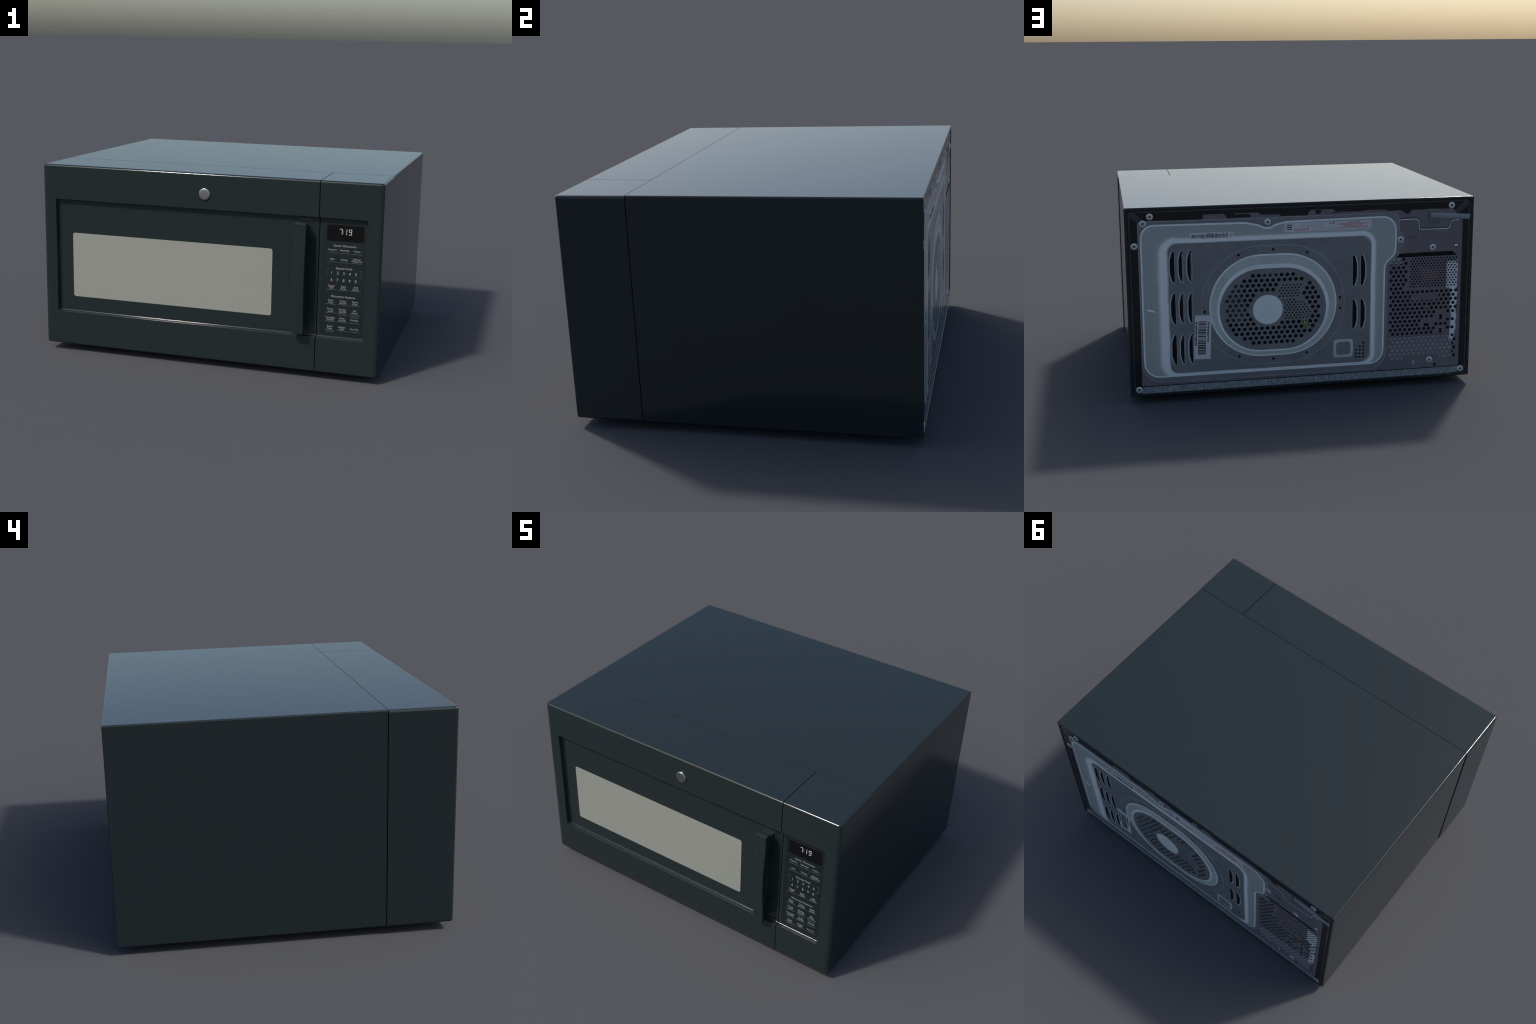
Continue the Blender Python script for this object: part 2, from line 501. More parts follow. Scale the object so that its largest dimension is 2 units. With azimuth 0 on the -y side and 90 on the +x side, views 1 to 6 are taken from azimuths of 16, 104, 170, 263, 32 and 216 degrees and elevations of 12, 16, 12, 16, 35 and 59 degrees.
# ------------------------------------------------------------------ cabinet
XB, ZB0, ZB1 = 0.9957, 0.0435, 1.1196
bm = bmesh.new()
def cab(d, y, r=0.008):
    return ring3(box2(-XB + d, XB - d, ZB0 + d, ZB1 - d, max(0.001, r - d), 5), y)
rim_in = 0.0185
loft(bm, [cab(0.002, Y_SPLIT + 0.0007), cab(0.0006, Y_SPLIT + 0.0011), cab(0, Y_SPLIT + 0.0020), cab(0, Y_BACK - 0.005),
          cab(0.0008, Y_BACK - 0.0025), cab(0.0025, Y_BACK - 0.0006), cab(0.005, Y_BACK),
          cab(rim_in - 0.003, Y_BACK - 0.001, 0.03), cab(rim_in, Y_BACK - 0.004, 0.03), cab(rim_in + 0.001, Y_BACK - 0.007, 0.03)], True, True)
finish("cabinet", bm, "slate", smooth=35, weighted=True)
# dark inner core seen through the seams
bm = bmesh.new()
box(bm, -0.984, 0.984, Y_SPLIT - 0.012, Y_SPLIT + 0.012, 0.056, 1.107)
box(bm, SEAM_X - 0.012, SEAM_X + 0.012, -0.738, Y_SPLIT, 0.056, 1.107)
finish("inner_core", bm, "gap")
for x in (-0.5, 0.5):
    for y in (-0.3, 0.36):
        bm = bmesh.new()
        n = 28
        rings = [[(x + r * math.cos(2 * math.pi * i / n), y + r * math.sin(2 * math.pi * i / n), z) for i in range(n)] for r, z in ((0.05, 0.055), (0.05, 0.012), (0.047, 0.003), (0.042, 0.0))]
        loft(bm, rings, True, True)
        finish("foot", bm, "rubber", smooth=40)

# ------------------------------------------------------------------ rear: levels from deep to proud
Y_FRAME, Y_PLATE, Y_FLANGE, Y_BAND, Y_PANEL, Y_FAN = 0.8454, 0.8464, 0.8469, 0.8477, 0.8487, 0.8494
bm = bmesh.new()
prism(bm, box2(-0.976, 0.976, 0.062, 1.101, 0.012), 0.836, Y_FRAME)
rear_frame = finish("rear_frame", bm, "frame")

bm = bmesh.new()
plate(bm, box2(-0.9745, 0.9745, 0.0635, 1.0995, 0.024), [box2(-0.9665, 0.9665, 0.0715, 1.0915, 0.020)], Y_FRAME + 0.0008, Y_FRAME - 0.001)
finish("frame_gasket", bm, "strap", rear_frame)
# corner straps
for s in (1, -1):
    bm = bmesh.new()
    ax, az, bx, bz = 0.958, 1.085, 0.905, 1.040
    if s < 0:
        bx, bz = 0.890, 1.030
    d = Vector((bx - ax, bz - az)).normalized(); nn = Vector((-d.y, d.x)) * 0.017
    pts = [(ax + nn.x, az + nn.y), (bx + nn.x, bz + nn.y), (bx - nn.x, bz - nn.y), (ax - nn.x, az - nn.y)]
    prism(bm, rounded([(s * p[0], p[1]) for p in pts], 0.010, 4), Y_FRAME - 0.002, Y_FRAME + 0.0012)
    finish("corner_strap", bm, "strap", rear_frame)

# ---- rear plate (fills the back behind the cover) with hanging tabs along the top
top = [(0.921, 1.046), (0.575, 1.043), (0.566, 1.052), (0.566, 1.069), (0.452, 1.070), (0.440, 1.058), (0.438, 1.044),
       (0.300, 1.046), (0.300, 1.052, 0.006), (0.310, 1.064, 0.008), (0.391, 1.064), (0.391, 1.0695), (0.258, 1.0695, 0.012), (0.246, 1.056), (0.135, 1.056), (0.135, 1.045),
       (-0.020, 1.044), (-0.024, 1.060), (-0.040, 1.0735, 0.01), (-0.165, 1.0735, 0.01), (-0.178, 1.058),
       (-0.330, 1.054), (-0.345, 1.060), (-0.470, 1.060), (-0.480, 1.053), (-0.560, 1.052), (-0.595, 1.030), (-0.610, 1.030), (-0.625, 1.052),
       (-0.868, 1.052), (-0.932, 1.005)]
pts = [(0.931, 0.103)] + top + [(-0.930, 0.106)]
keyhole = rounded([(-0.062, 1.071), (-0.099, 1.071), (-0.099, 1.062), (-0.089, 1.047), (-0.072, 1.047), (-0.062, 1.062)], 0.003, 2)
slit = box2(-0.190, -0.155, 1.050, 1.0545)
vent_open = rounded([(-0.488, 0.157), (-0.488, 0.735), (-0.560, 0.800), (-0.875, 0.8035), (-0.914, 0.765), (-0.914, 0.157)], 0.02, 5)
covered = [box2(-0.370, 0.800, 0.190, 0.880)]      # nothing of the plate shows behind the cover
holes = [keyhole, slit, vent_open, circle(-0.785, 0.121, 0.0105), box2(-0.910, -0.882, 0.826, 0.845)] + covered
bm = bmesh.new()
plate(bm, rounded(pts, 0.003, 2), holes, Y_PLATE, Y_PLATE - 0.0008)
rear_plate = finish("rear_plate", bm, "plate")
bm = bmesh.new()
box(bm, -0.907, -0.886, 0.841, Y_PLATE + 0.001, 0.830, 0.842, 0.002)
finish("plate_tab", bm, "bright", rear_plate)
bm = bmesh.new()
box(bm, -0.660, -0.646, 0.841, Y_PLATE + 0.002, 0.134, 0.153, 0.002)
finish("plate_tab", bm, "rim", rear_plate)

# ---- perforated vent plate, set a little deeper
PITCH, ROW, RB = 0.0290, 0.0248, 0.0098
Z_TOP = 0.766
big = []
for r in range(25):
    z = Z_TOP - ROW * r
    x = -0.525 if r % 2 == 0 else -0.510
    while x > -0.909:
        keep = True
        if r < 8 and x < -0.603: keep = False                                   # fine mesh field
        if r == 7 and x < -0.59: keep = False
        if -0.855 < x < -0.772 and 0.295 < z < 0.455 and not (0.355 < z < 0.380): keep = False
        if -0.772 < x < -0.690 and 0.345 < z < 0.395: keep = False
        if -0.905 < x < -0.866 and 0.31 < z < 0.46 and (r % 2 == 0): keep = False
        if r == 24 and -0.61 > x > -0.79: keep = False
        if keep:
            big.append((x, z))
        x -= PITCH
fine = []
for r in range(12):
    z = 0.765 - 0.0150 * r
    x = -0.636 if r % 2 == 0 else -0.6265
    while x > -0.904:
        fine.append((x, z))
        x -= 0.0189
slots = [box2(-0.8225, -0.8065, 0.395, 0.425), box2(-0.744, -0.712, 0.358, 0.376), box2(-0.822, -0.807, 0.312, 0.341)]
vh = [circle(x, z, RB, 14) for x, z in big] + [circle(x, z, 0.0056, 10) for x, z in fine] + slots
Y_VENT = Y_PLATE - 0.0001
bm = bmesh.new()
vo = rounded([(-0.480, 0.150), (-0.480, 0.735), (-0.515, 0.777), (-0.920, 0.777), (-0.920, 0.150)], 0.004, 2)
plate(bm, vo, vh, Y_VENT, Y_VENT - 0.0006, 0, 1)
vent = finish("vent_plate", bm, ["plate", "rim"])

# glare along the right of the vent plate, painted into its base colour
m = material("vent_zinc_glare", (0.166, 0.150, 0.166), rough=0.12)
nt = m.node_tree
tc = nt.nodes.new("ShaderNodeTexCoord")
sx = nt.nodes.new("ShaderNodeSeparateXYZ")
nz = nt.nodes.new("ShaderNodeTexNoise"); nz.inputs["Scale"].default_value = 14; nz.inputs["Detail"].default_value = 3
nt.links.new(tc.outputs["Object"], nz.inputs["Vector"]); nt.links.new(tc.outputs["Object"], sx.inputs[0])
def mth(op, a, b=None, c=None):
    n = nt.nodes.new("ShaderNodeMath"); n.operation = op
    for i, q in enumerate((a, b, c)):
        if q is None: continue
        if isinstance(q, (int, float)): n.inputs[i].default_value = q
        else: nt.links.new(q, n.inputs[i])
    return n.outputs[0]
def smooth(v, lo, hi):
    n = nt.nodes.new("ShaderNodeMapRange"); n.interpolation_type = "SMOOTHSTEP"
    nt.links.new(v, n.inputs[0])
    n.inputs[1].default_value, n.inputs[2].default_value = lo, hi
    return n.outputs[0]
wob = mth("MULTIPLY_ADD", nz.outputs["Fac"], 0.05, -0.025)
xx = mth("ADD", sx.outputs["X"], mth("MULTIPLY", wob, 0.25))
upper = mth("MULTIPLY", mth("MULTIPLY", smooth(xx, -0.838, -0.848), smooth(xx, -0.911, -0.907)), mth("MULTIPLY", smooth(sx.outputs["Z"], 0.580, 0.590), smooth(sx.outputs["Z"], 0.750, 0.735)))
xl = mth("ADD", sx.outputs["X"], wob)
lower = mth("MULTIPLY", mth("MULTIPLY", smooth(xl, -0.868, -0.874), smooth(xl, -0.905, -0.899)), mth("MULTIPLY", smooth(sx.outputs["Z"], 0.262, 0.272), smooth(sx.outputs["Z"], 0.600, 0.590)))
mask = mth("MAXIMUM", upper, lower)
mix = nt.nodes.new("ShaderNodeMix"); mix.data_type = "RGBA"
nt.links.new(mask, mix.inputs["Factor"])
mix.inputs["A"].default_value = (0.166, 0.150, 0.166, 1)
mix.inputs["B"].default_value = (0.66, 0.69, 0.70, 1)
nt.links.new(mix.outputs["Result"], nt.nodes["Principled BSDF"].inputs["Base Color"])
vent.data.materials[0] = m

# things behind the vent
bm = bmesh.new()
prism(bm, box2(-0.925, -0.484, 0.16, 0.810), 0.842, Y_FRAME + 0.0001)
finish("vent_backing", bm, "black", vent)  # black plate added close behind the holes as the dark inside
bm = bmesh.new()
rings = [ring3(box2(-0.885, -0.495, 0.150, 0.300, 0.01, 3), 0.842), ring3(box2(-0.885, -0.495, 0.150, 0.300, 0.01, 3), Y_FRAME + 0.0003)]
loft(bm, rings, True, True)
finish("duct_panel", bm, "inner", vent)
bm = bmesh.new()
prism(bm, box2(-0.80, -0.63, 0.515, 0.560, 0.015, 3), 0.842, Y_FRAME + 0.0003)
finish("duct_panel", bm, "inner_mid", vent)
bm = bmesh.new()
prism(bm, box2(-0.575, -0.49, 0.738, 0.778, 0.01, 3), 0.842, Y_FRAME + 0.0003)
finish("duct_panel", bm, "inner", vent)
bm = bmesh.new()
prism(bm, rounded([(-0.675, 0.700), (-0.672, 0.722), (-0.720, 0.716), (-0.785, 0.690), (-0.788, 0.640), (-0.700, 0.628)], 0.012, 3), 0.842, Y_FRAME + 0.0003)
finish("red_wrap", bm, "red_part", vent)
bm = bmesh.new()
prism(bm, circle(-0.727, 0.472, 0.008, 10), 0.842, Y_FRAME + 0.0003)
prism(bm, circle(-0.668, 0.6, 0.005, 10), 0.842, Y_FRAME + 0.0003)
finish("orange_wire_end", bm, "orange", vent)

# ---- pressed rear cover
ridge = [(0.914, 1.024, 0.075), (0.330, 1.019, 0.12), (0.255, 1.002, 0.05), (0.225, 0.986, 0.016), (0.195, 0.986, 0.016), (0.165, 1.002, 0.05), (0.100, 1.016, 0.12),
         (-0.5405, 1.024, 0.085), (-0.537, 0.800, 0.07), (-0.4735, 0.742, 0.06), (-0.4695, 0.148, 0.085), (0.916, 0.148, 0.09)]
flange = [(0.926, 1.042, 0.02), (0.330, 1.040, 0.05), (0.100, 1.040, 0.05), (-0.556, 1.042, 0.10), (-0.556, 0.930, 0.004), (-0.583, 0.906, 0.006), (-0.583, 0.858, 0.006), (-0.555, 0.833, 0.02),
          (-0.552, 0.795, 0.07), (-0.486, 0.737, 0.06), (-0.482, 0.117, 0.095), (0.60, 0.119, 0.05), (0.925, 0.119, 0.11)]
innerp = [(0.764, 0.912, 0.045), (-0.387, 0.913, 0.070), (-0.383, 0.166, 0.075), (0.764, 0.172, 0.03)]
brightp = [(0.818, 0.938, 0.060), (-0.412, 0.938, 0.040), (-0.408, 0.160, 0.085), (0.814, 0.165, 0.04)]
disc = stadium(0.178, 0.5385, 0.0675, 0.3445)
oval_o = stadium(0.178, 0.5370, 0.0685, 0.2970)
oval_o2 = stadium(0.178, 0.5360, 0.0685, 0.2885)
oval_m = stadium(0.179, 0.5210, 0.0680, 0.2540)
oval_i = stadium(0.180, 0.5135, 0.0680, 0.2370)

def dslot(xs, zt, zb, w):
    """Louver opening: straight side at xs, bowed side w further out."""
    return rounded([(xs, zt), (xs, zb), (xs + w * 0.62, zb + 0.022), (xs + w, zb + 0.062), (xs + w, zt - 0.062), (xs + w * 0.62, zt - 0.022)], 0.02, 4)
LOUVERS = [(x, zt, zb, 0.0255) for zt, zb in ((0.881, 0.684), (0.643, 0.447), (0.405, 0.209)) for x in (0.7305, 0.6825, 0.6345)]
LOUVERS += [(x, zt, zb, -0.0255) for zt, zb in ((0.814, 0.614), (0.557, 0.361)) for x in (-0.2805, -0.3285)]
ring_holes = [(0.374, 0.834), (0.178, 0.858), (-0.017, 0.833), (0.570, 0.518), (-0.207, 0.561), (-0.208, 0.499), (0.378, 0.246), (0.182, 0.220), (-0.013, 0.245)]
corner_holes = [(-0.305, 0.1975 + 0.0212 * i) for i in range(3)] + [(-0.327, 0.1975 + 0.0212 * i) for i in range(4)] + [(-0.3485, 0.1975 + 0.0212 * i) for i in range(5)]
holes = [dslot(*l) for l in LOUVERS] + [circle(x, z, 0.0075, 12) for x, z in ring_holes] + [circle(x, z, 0.0062, 10) for x, z in corner_holes]
bm = bmesh.new()
relief(bm, [
    (rounded(flange, 0.01, 5), Y_FLANGE, 3),
    (rounded(inset(flange, 0.0016), 0.01, 5), Y_FLANGE + 0.0002, 0),
    (rounded(ridge, 0.02, 7), Y_FLANGE, 2),
    (rounded(inset(ridge, 0.0045), 0.02, 7), Y_BAND - 0.0002, 2),
    (rounded(inset(ridge, 0.0095), 0.02, 7), Y_BAND, 1),
    (rounded(brightp, 0.02, 7), Y_BAND + 0.0008, 1),
    (rounded(innerp, 0.02, 7), Y_PANEL, 0),
], holes=holes + [stadium(0.178, 0.5385, 0.0675, 0.3440)], back=0.8466)
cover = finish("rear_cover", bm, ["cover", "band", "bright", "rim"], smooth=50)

def press_highlight_material():  # metal highlight painted as a bright band round the inner panel
    m = material("cover_press_highlight", (0.36, 0.40, 0.39), rough=0.12)
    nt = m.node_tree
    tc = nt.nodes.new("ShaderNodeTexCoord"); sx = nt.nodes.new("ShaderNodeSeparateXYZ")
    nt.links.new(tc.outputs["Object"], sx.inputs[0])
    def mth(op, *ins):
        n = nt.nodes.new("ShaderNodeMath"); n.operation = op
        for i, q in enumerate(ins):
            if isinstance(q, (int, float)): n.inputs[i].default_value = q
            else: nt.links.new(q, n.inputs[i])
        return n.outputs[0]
    # distance outside the rounded inner panel, in units of the painted highlight's width on each side
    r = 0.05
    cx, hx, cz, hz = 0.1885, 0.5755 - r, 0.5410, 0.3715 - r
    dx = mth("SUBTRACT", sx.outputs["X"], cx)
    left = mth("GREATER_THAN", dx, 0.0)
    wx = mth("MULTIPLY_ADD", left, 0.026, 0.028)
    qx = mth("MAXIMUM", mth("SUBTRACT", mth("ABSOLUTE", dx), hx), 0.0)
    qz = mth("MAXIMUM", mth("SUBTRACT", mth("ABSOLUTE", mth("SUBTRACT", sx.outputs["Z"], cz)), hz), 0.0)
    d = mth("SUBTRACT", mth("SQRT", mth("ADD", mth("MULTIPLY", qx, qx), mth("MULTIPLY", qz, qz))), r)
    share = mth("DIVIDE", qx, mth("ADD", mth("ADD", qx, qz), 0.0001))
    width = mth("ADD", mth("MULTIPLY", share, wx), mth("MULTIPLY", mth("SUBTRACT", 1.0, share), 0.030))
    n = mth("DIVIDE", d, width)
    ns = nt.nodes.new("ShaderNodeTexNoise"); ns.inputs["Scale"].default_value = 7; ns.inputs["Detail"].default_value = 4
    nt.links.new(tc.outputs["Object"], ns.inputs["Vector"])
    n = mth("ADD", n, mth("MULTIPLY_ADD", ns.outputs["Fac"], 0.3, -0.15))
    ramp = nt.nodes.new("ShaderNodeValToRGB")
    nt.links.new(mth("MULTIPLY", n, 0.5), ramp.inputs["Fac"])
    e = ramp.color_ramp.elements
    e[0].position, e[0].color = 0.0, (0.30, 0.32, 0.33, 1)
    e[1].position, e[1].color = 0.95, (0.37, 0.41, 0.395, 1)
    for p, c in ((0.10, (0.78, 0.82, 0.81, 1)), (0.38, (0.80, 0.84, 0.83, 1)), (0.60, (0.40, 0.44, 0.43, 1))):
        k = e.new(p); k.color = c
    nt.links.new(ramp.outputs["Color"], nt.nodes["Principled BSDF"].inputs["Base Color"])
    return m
cover.data.materials[1] = press_highlight_material()
# ---- round pressing: disc, sloped ring and fan grille plate
bm = bmesh.new()
relief(bm, [(disc, Y_PANEL + 0.0004, 3), (stadium(0.178, 0.5385, 0.0675, 0.3428), Y_PANEL + 0.0006, 0), (oval_o, Y_PANEL + 0.0004, 2), (oval_o2, Y_PANEL + 0.0010, 1), (oval_m, Y_FAN - 0.0004, 2)],
       holes=[oval_i] + [circle(x, z, 0.0075, 12) for x, z in ring_holes], back=0.8466)
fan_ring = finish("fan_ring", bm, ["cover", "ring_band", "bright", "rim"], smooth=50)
PF, RF = 0.03268, 0.0112
rows = [  # first x, count, first x of right group, count
    (0.294, 8, None, 0), (0.343, 11, None, 0), (0.392, 8, -0.031, 1), (0.409, 8, -0.015, 2), (0.4255, 5, 0.001, 3),
    (0.4415, 5, -0.015, 3), (0.4255, 4, -0.031, 2), (0.4415, 4, -0.048, 2), (0.4255, 4, -0.064, 1), (0.4415, 5, -0.047, 2),
    (0.4255, 5, 0.130, 7), (0.410, 15, None, 0), (0.393, 14, None, 0), (0.345, 11, None, 0), (0.296, 8, None, 0)]
fh = []
for i, (xa, na, xb, nb) in enumerate(rows):
    z = 0.711 - 0.02795 * i
    fh += [(xa - PF * k, z, RF) for k in range(na)] + ([(xb - PF * k, z, RF) for k in range(nb)] if nb else [])
for i, (xa, na) in enumerate([(0.123, 6), (0.133, 6), (0.143, 6), (0.1325, 6), (0.143, 6)]):
    fh += [(xa - 0.0204 * k, 0.6495 - 0.0160 * i, 0.0050) for k in range(na)]
for i, (xa, na) in enumerate([(0.122, 4), (0.112, 6), (0.101, 6), (0.111, 7), (0.1005, 7), (0.110, 8), (0.100, 7), (0.110, 7)]):
    fh += [(xa - 0.0204 * k, 0.563 - 0.0154 * i, 0.0050) for k in range(na)]
bm = bmesh.new()
plate(bm, stadium(0.180, 0.5135, 0.0680, 0.2375), [circle(0.211, 0.512, 0.0865, 48)] + [circle(x, z, r, 16 if r > 0.01 else 10) for x, z, r in fh], Y_FAN, Y_FAN - 0.001, 0, 1)
fan = finish("fan_grille", bm, ["cover", "rim"])
bm = bmesh.new()
prism(bm, box2(-0.36, 0.79, 0.195, 0.875), 0.842, Y_FRAME + 0.0006)
finish("cover_backing", bm, "black", cover)  # flat black plate added in place of depth behind grille and louvers
bm = bmesh.new()   # dim inner baffle glimpsed through the left half of the fan grille
prism(bm, rounded([(0.46, 0.44), (0.46, 0.62), (0.36, 0.70), (0.33, 0.45)], 0.03, 4), 0.842, Y_FRAME + 0.0012)
prism(bm, box2(0.15, 0.25, 0.69, 0.74), 0.842, Y_FRAME + 0.0012)
finish("inner_baffle", bm, "inner_dark", fan)
bm = bmesh.new()
tube(bm, [(-0.010, 0.8469, 0.475), (-0.004, 0.8469, 0.455), (0.001, 0.8469, 0.435), (-0.004, 0.8469, 0.42), (-0.013, 0.8469, 0.405), (-0.024, 0.8469, 0.392), (-0.04, 0.8469, 0.388)], 0.0015, 0.004, 8)
finish("yellow_wire", bm, "wire", fan)
# hub dome
bm = bmesh.new()
prof = [(0.0880, 0.8455), (0.0864, 0.8465)]
for i in range(1, 13):
    t = i / 12
    prof.append((0.0864 * math.cos(t * math.pi / 2) ** 0.8 + 0.001, 0.8465 + 0.0037 * math.sin(t * math.pi / 2) ** 1.0))
lathe(bm, 0.211, 0.512, prof, 64)
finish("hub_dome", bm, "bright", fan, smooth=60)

# ---- louver lips
lip_meshes = {}
for (xs, zt, zb, w) in LOUVERS:
    key = (round(zt - zb, 3), w)
    if key not in lip_meshes:
        bm = bmesh.new()
        s = 1 if w > 0 else -1
        hh = (zt - zb) / 2
        outer = rounded([(-s * 0.002, hh + 0.002), (-s * 0.002, -hh - 0.002), (w * 0.62 + s * 0.006, -hh + 0.017), (w + s * 0.0070, -hh + 0.058), (w + s * 0.0070, hh - 0.058), (w * 0.62 + s * 0.006, hh - 0.017)], 0.02, 4)
        plate(bm, outer, [dslot(0, hh, -hh, w)], 0.0009, -0.001)
        me = bpy.data.meshes.new("louver_lip")
        bmesh.ops.recalc_face_normals(bm, faces=bm.faces[:])
        bm.to_mesh(me); bm.free()
        me.materials.append(M["rim"])
        lip_meshes[key] = me
    o = add("louver_lip", lip_meshes[key], cover)
    o.location = (xs, Y_PANEL, (zt + zb) / 2)

# inner sheet edge seen through the left louvers
bm = bmesh.new()
for x in (0.6865, 0.638):
    for zt, zb in ((0.86, 0.69), (0.63, 0.46), (0.39, 0.22)):
        box(bm, x - 0.003, x + 0.003, 0.8445, 0.8474, zb, zt)
finish("louver_baffle", bm, "inner", cover)

# square pressed bump
bm = bmesh.new()
rg = []
for d, y in ((0, Y_PANEL - 0.0005), (0.006, Y_PANEL + 0.0006), (0.018, Y_PANEL + 0.0014), (0.032, Y_PANEL + 0.0018)):
    rg.append(ring3(box2(-0.289 + d, -0.168 - d, 0.199 + d, 0.313 - d, 0.018, 5), y))
vr = loft(bm, rg, True, True)
for f in bm.faces:
    if all(abs(v.co.x + 0.2285) < 0.0430 and abs(v.co.z - 0.256) < 0.0395 for v in f.verts):
        f.material_index = 1
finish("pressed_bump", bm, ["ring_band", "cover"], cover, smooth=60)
# small dent in the left band
bm = bmesh.new()
tube(bm, [(0.888, Y_BAND - 0.001, 0.545), (0.872, Y_BAND + 0.0008, 0.540), (0.845, Y_BAND - 0.0005, 0.532)], 0.0016, 0.006, 10)
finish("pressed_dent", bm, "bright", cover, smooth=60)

# ---- screws
def screw_mesh():
    bm = bmesh.new()
    R = 0.0185
    rings = [[(r * math.cos(2 * math.pi * i / 28), y, r * math.sin(2 * math.pi * i / 28)) for i in range(28)]
             for r, y in ((R, -0.001), (R, 0.0006), (R * 0.93, 0.0016), (R * 0.78, 0.0024), (R * 0.5, 0.0029), (R * 0.3, 0.0030))]
    loft(bm, rings, True, True)
    a, b = 0.0028, 0.0088
    for ang in (0, 1):
        lp = [(-b, -a), (b, -a), (b, a), (-b, a)] if ang == 0 else [(-a, -b), (a, -b), (a, b), (-a, b)]
        prism(bm, rounded(lp, 0.001, 2), 0.0012, 0.0032 + 0.0001 * ang, 1)  # dark cross stands proud of the head, imitating a recess
    bmesh.ops.recalc_face_normals(bm, faces=bm.faces[:])
    me = bpy.data.meshes.new("screw")
    bm.to_mesh(me); bm.free()
    me.materials.append(M["screw"]); me.materials.append(M["screw_dark"])
    me.polygons.foreach_set("use_smooth", [True] * len(me.polygons))
    me.set_sharp_from_angle(angle=math.radians(45))
    return me
SCREW = screw_mesh()
random.seed(7)
for x, z, y in ((0.857, 1.068, Y_FRAME), (0.896, 1.031, Y_FLANGE), (0.946, 0.907, Y_FRAME), (0.208, 1.015, Y_FLANGE), (-0.863, 1.071, Y_FRAME),
                (-0.561, 0.883, Y_FLANGE), (-0.755, 0.830, Y_PLATE), (-0.750, 0.153, Y_PLATE), (-0.944, 0.086, Y_FRAME + 0.002), (0.947, 0.084, Y_FRAME + 0.002)):
    o = add("screw", SCREW, rear_frame)
    o.location = (x, y + 0.0005, z)
    o.rotation_euler = (0, random.uniform(0, math.pi / 2), 0)

# ---- bottom strip
bm = bmesh.new()
prism(bm, rounded([(0.931, 0.060), (-0.86, 0.062), (-0.925, 0.068), (-0.929, 0.101), (0.926, 0.098)], 0.002, 2), 0.8445, 0.8474)
finish("bottom_strip", bm, "strip")

# ---- power cable, clamp, embossed hook
bm = bmesh.new()
path = []
for i in range(13):
    t = i / 12
    path.append((-0.738 - 0.236 * t, 0.8462, 1.0185 - 0.018 * t ** 1.3 - 0.002 * math.sin(math.pi * t)))
tube(bm, path, 0.0045, 0.0155, 16)
cable = finish("power_cable", bm, "cable", smooth=60)
bm = bmesh.new()
box(bm, -0.787, -0.716, 0.843, 0.8477, 0.996, 1.054, 0.0018)
box(bm, -0.797, -0.724, 0.843, 0.8472, 0.968, 0.996, 0.0015)
finish("cable_clamp", bm, "clamp", cable, smooth=40)
bm = bmesh.new()
hook = rounded([(-0.553, 1.000), (-0.650, 1.003, 0.02), (-0.669, 0.992, 0.01), (-0.673, 0.945, 0.016), (-0.690, 0.940, 0.01), (-0.843, 0.940, 0.02), (-0.858, 0.950, 0.01), (-0.864, 0.985, 0.012), (-0.908, 0.990)], 0.0, 5)
tube(bm, [(p[0], Y_PLATE, p[1]) for p in hook], 0.0018, 0.0075, 10)
finish("hook_bead", bm, "strap", rear_plate, smooth=60)
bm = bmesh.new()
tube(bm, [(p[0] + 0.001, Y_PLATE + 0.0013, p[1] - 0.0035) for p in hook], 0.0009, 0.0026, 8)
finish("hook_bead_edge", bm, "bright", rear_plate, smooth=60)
# punched ground mark
bm = bmesh.new()
for a0, a1 in ((0.16, 1.3), (1.84, 2.98)):
    arc = [(-0.634 + 0.024 * math.cos(a0 + (a1 - a0) * i / 8), Y_PLATE, 0.881 + 0.020 * math.sin(a0 + (a1 - a0) * i / 8)) for i in range(9)]
    tube(bm, arc, 0.0006, 0.0016, 6)
for wdt, zz in ((0.009, 0.893), (0.006, 0.888), (0.003, 0.883)):
    prism(bm, box2(-0.634 - wdt, -0.634 + wdt, zz - 0.001, zz + 0.001), Y_PLATE - 0.001, Y_PLATE + 0.0006)
finish("stamped_mark", bm, "label_ink", rear_plate)

# ---- paper labels with bars and rows of print
def local_loop(cx, cz, w, h, rot, x0, x1, z0, z1, r=0.0):
    c, s = math.cos(rot), math.sin(rot)
    lp = box2(x0, x1, z0, z1, r, 3)
    return [Vector((cx + p.x * c - p.y * s, cz + p.x * s + p.y * c)) for p in lp]
def paper(cx, cz, w, h, rot, y, r=0.004):
    bm = bmesh.new()
    prism(bm, local_loop(cx, cz, w, h, rot, -w / 2, w / 2, -h / 2, h / 2, r), y - 0.0015, y)
    return finish("paper_label", bm, "label", cover)
def marks(parent, cx, cz, rot, y, rects, mats):
    bm = bmesh.new()
    for x0, x1, z0, z1, mi in rects:
        prism(bm, local_loop(cx, cz, 0, 0, rot, x0, x1, z0, z1), y - 0.001, y + 0.0004, mi)
    o = finish("printed_marks", bm, mats, parent)
    o["kind"] = "stuff"
INKS = ["label_ink", "label_grey", "label_red", "label_green"]
rng = random.Random(3)
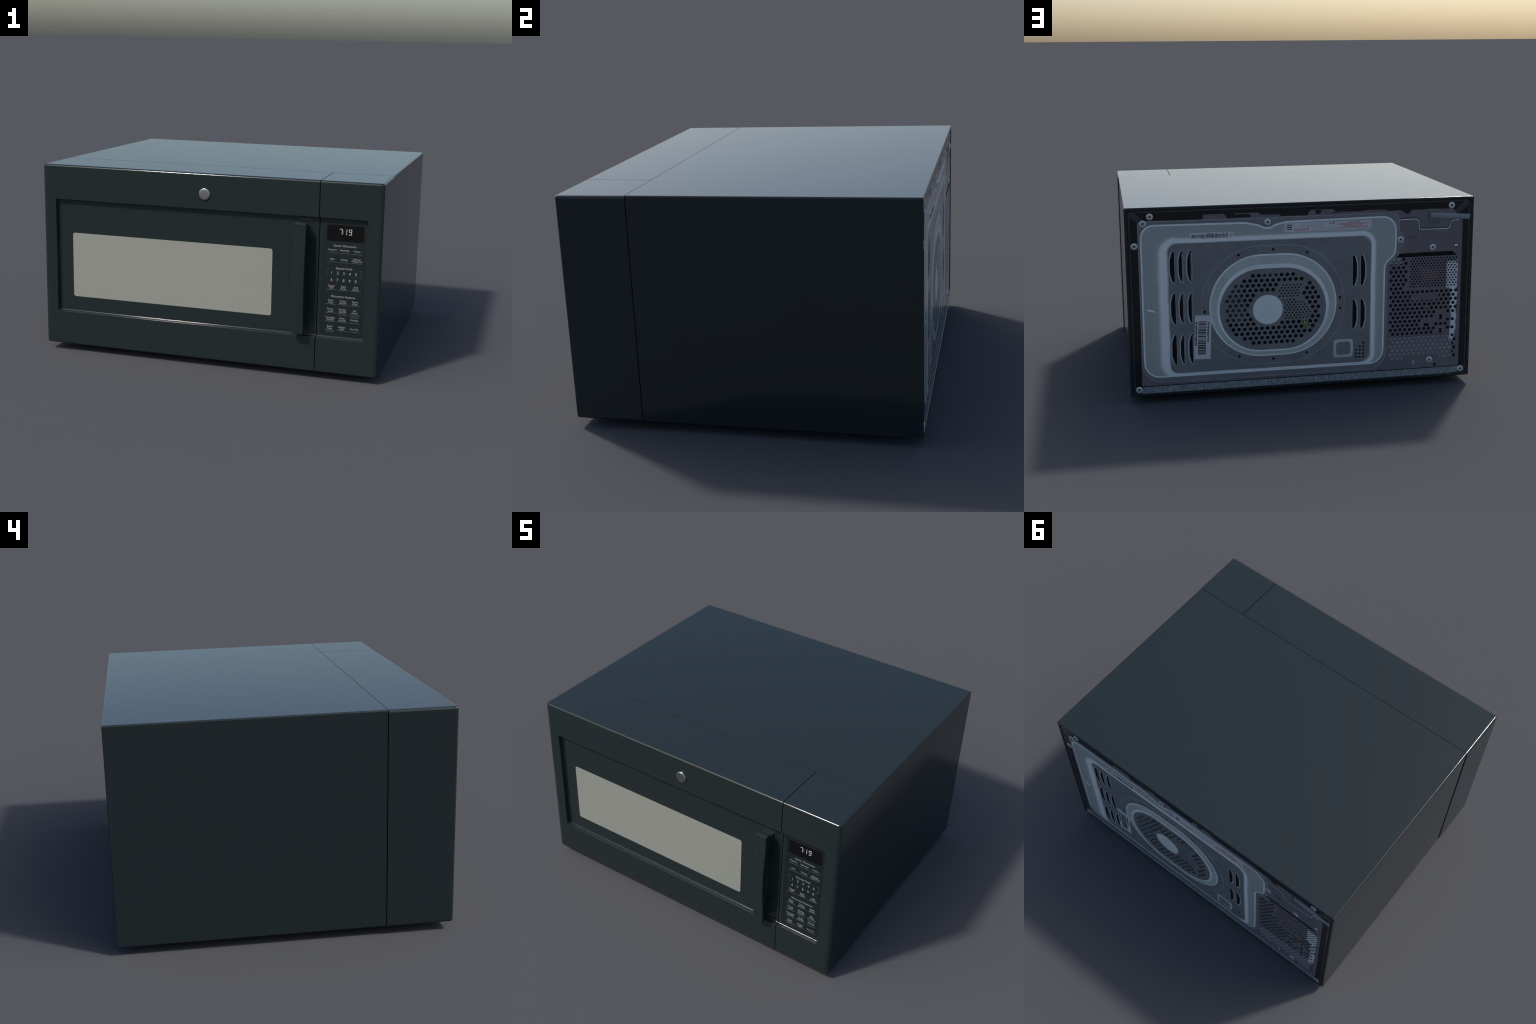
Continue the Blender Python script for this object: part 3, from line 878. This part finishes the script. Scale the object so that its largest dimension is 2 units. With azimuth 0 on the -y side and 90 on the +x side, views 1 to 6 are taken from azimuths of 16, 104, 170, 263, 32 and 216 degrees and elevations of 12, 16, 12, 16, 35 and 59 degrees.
# tall barcode label (image left = +x)
L1 = paper(0.5835, 0.371, 0.093, 0.256, math.radians(-2.6) * -1, Y_PANEL + 0.0012)
rects, z = [], 0.094
while z > -0.098:
    t = rng.choice((0.0022, 0.0032, 0.0050, 0.0068))
    rects.append((-0.019, 0.026, z - t, z, 0))
    z -= t + rng.choice((0.0022, 0.003, 0.0042))
for xc, za, zb in ((0.0375, 0.090, -0.045), (-0.029, 0.088, -0.030)):
    z = za
    while z > zb:
        t = rng.uniform(0.003, 0.0055)
        rects.append((xc - 0.005, xc + 0.005, z - t, z, 0) if rng.random() > 0.35 else (xc - 0.005, xc + 0.001, z - t, z, 0))
        z -= t + rng.uniform(0.0012, 0.0022)
marks(L1, 0.5835, 0.371, math.radians(2.6), Y_PANEL + 0.0012, rects, INKS)
# narrow barcode label on the top band
YL = Y_BAND + 0.0016
L2 = paper(0.522, 0.9525, 0.242, 0.033, 0.0, YL, 0.002)
rects, x = [], 0.112
while x > -0.092:
    t = rng.choice((0.0018, 0.0026, 0.0044))
    rects.append((x - t, x, -0.010, 0.006 if rng.random() > 0.4 or x > 0.03 else 0.0125, 0))
    x -= t + rng.choice((0.0018, 0.0028, 0.005))
rects.append((-0.112, -0.107, -0.008, 0.008, 1))
x = 0.06
while x > -0.085:
    t = rng.uniform(0.003, 0.006)
    rects.append((x - t, x, -0.0145, -0.012, 0)); x -= t + 0.0025
marks(L2, 0.522, 0.9525, 0.0, YL, rects, INKS)
# long rating label
L3 = paper(-0.137, 0.978, 0.503, 0.0500, 0.0, YL, 0.002)
rects = []
for zc in (0.018, 0.010, 0.001, -0.009):
    rects.append((0.207, 0.236, zc - 0.0026, zc + 0.0026, 0 if zc != 0.018 else 1))
def row(x0, x1, z, h, mi, gap=0.003):
    x = x0
    while x > x1:
        t = min(rng.uniform(0.004, 0.014), x - x1)
        if t < 0.001: break
        rects.append((x - t, x, z - h / 2, z + h / 2, mi)); x -= t + gap
for k, (a, b) in enumerate(((0.11, 0.01), (0.165, 0.02), (0.150, 0.03), (0.10, -0.04), (0.09, -0.06))):
    row(a, b, 0.0175 - 0.0085 * k, 0.0028, 1, 0.004)
row(0.195, 0.130, -0.0100, 0.0038, 2); row(0.195, 0.130, -0.0165, 0.0038, 2)
rects += [(0.112, 0.120, -0.0185, -0.008, 2), (0.116, 0.124, -0.0070, -0.0045, 3), (-0.038, -0.024, 0.0145, 0.020, 0)]
row(-0.005, -0.020, 0.0165, 0.004, 0, 0.002)
rects.append((-0.051, -0.0495, -0.021, 0.021, 1)); rects.append((-0.2405, -0.239, -0.021, 0.021, 1)); rects.append((0.2435, 0.245, -0.021, 0.021, 1))
for k, (a, b) in enumerate(((-0.105, -0.185), (-0.058, -0.228), (-0.060, -0.205), (-0.085, -0.20))):
    row(a, b, 0.0185 - 0.0065 * k, 0.0038, 2, 0.0018)
row(-0.060, -0.230, -0.0085, 0.0038, 2, 0.003); row(-0.058, -0.230, -0.0145, 0.0026, 2, 0.003); row(-0.17, -0.225, -0.0205, 0.0026, 1)
marks(L3, -0.137, 0.978, 0.0, YL, rects, INKS)
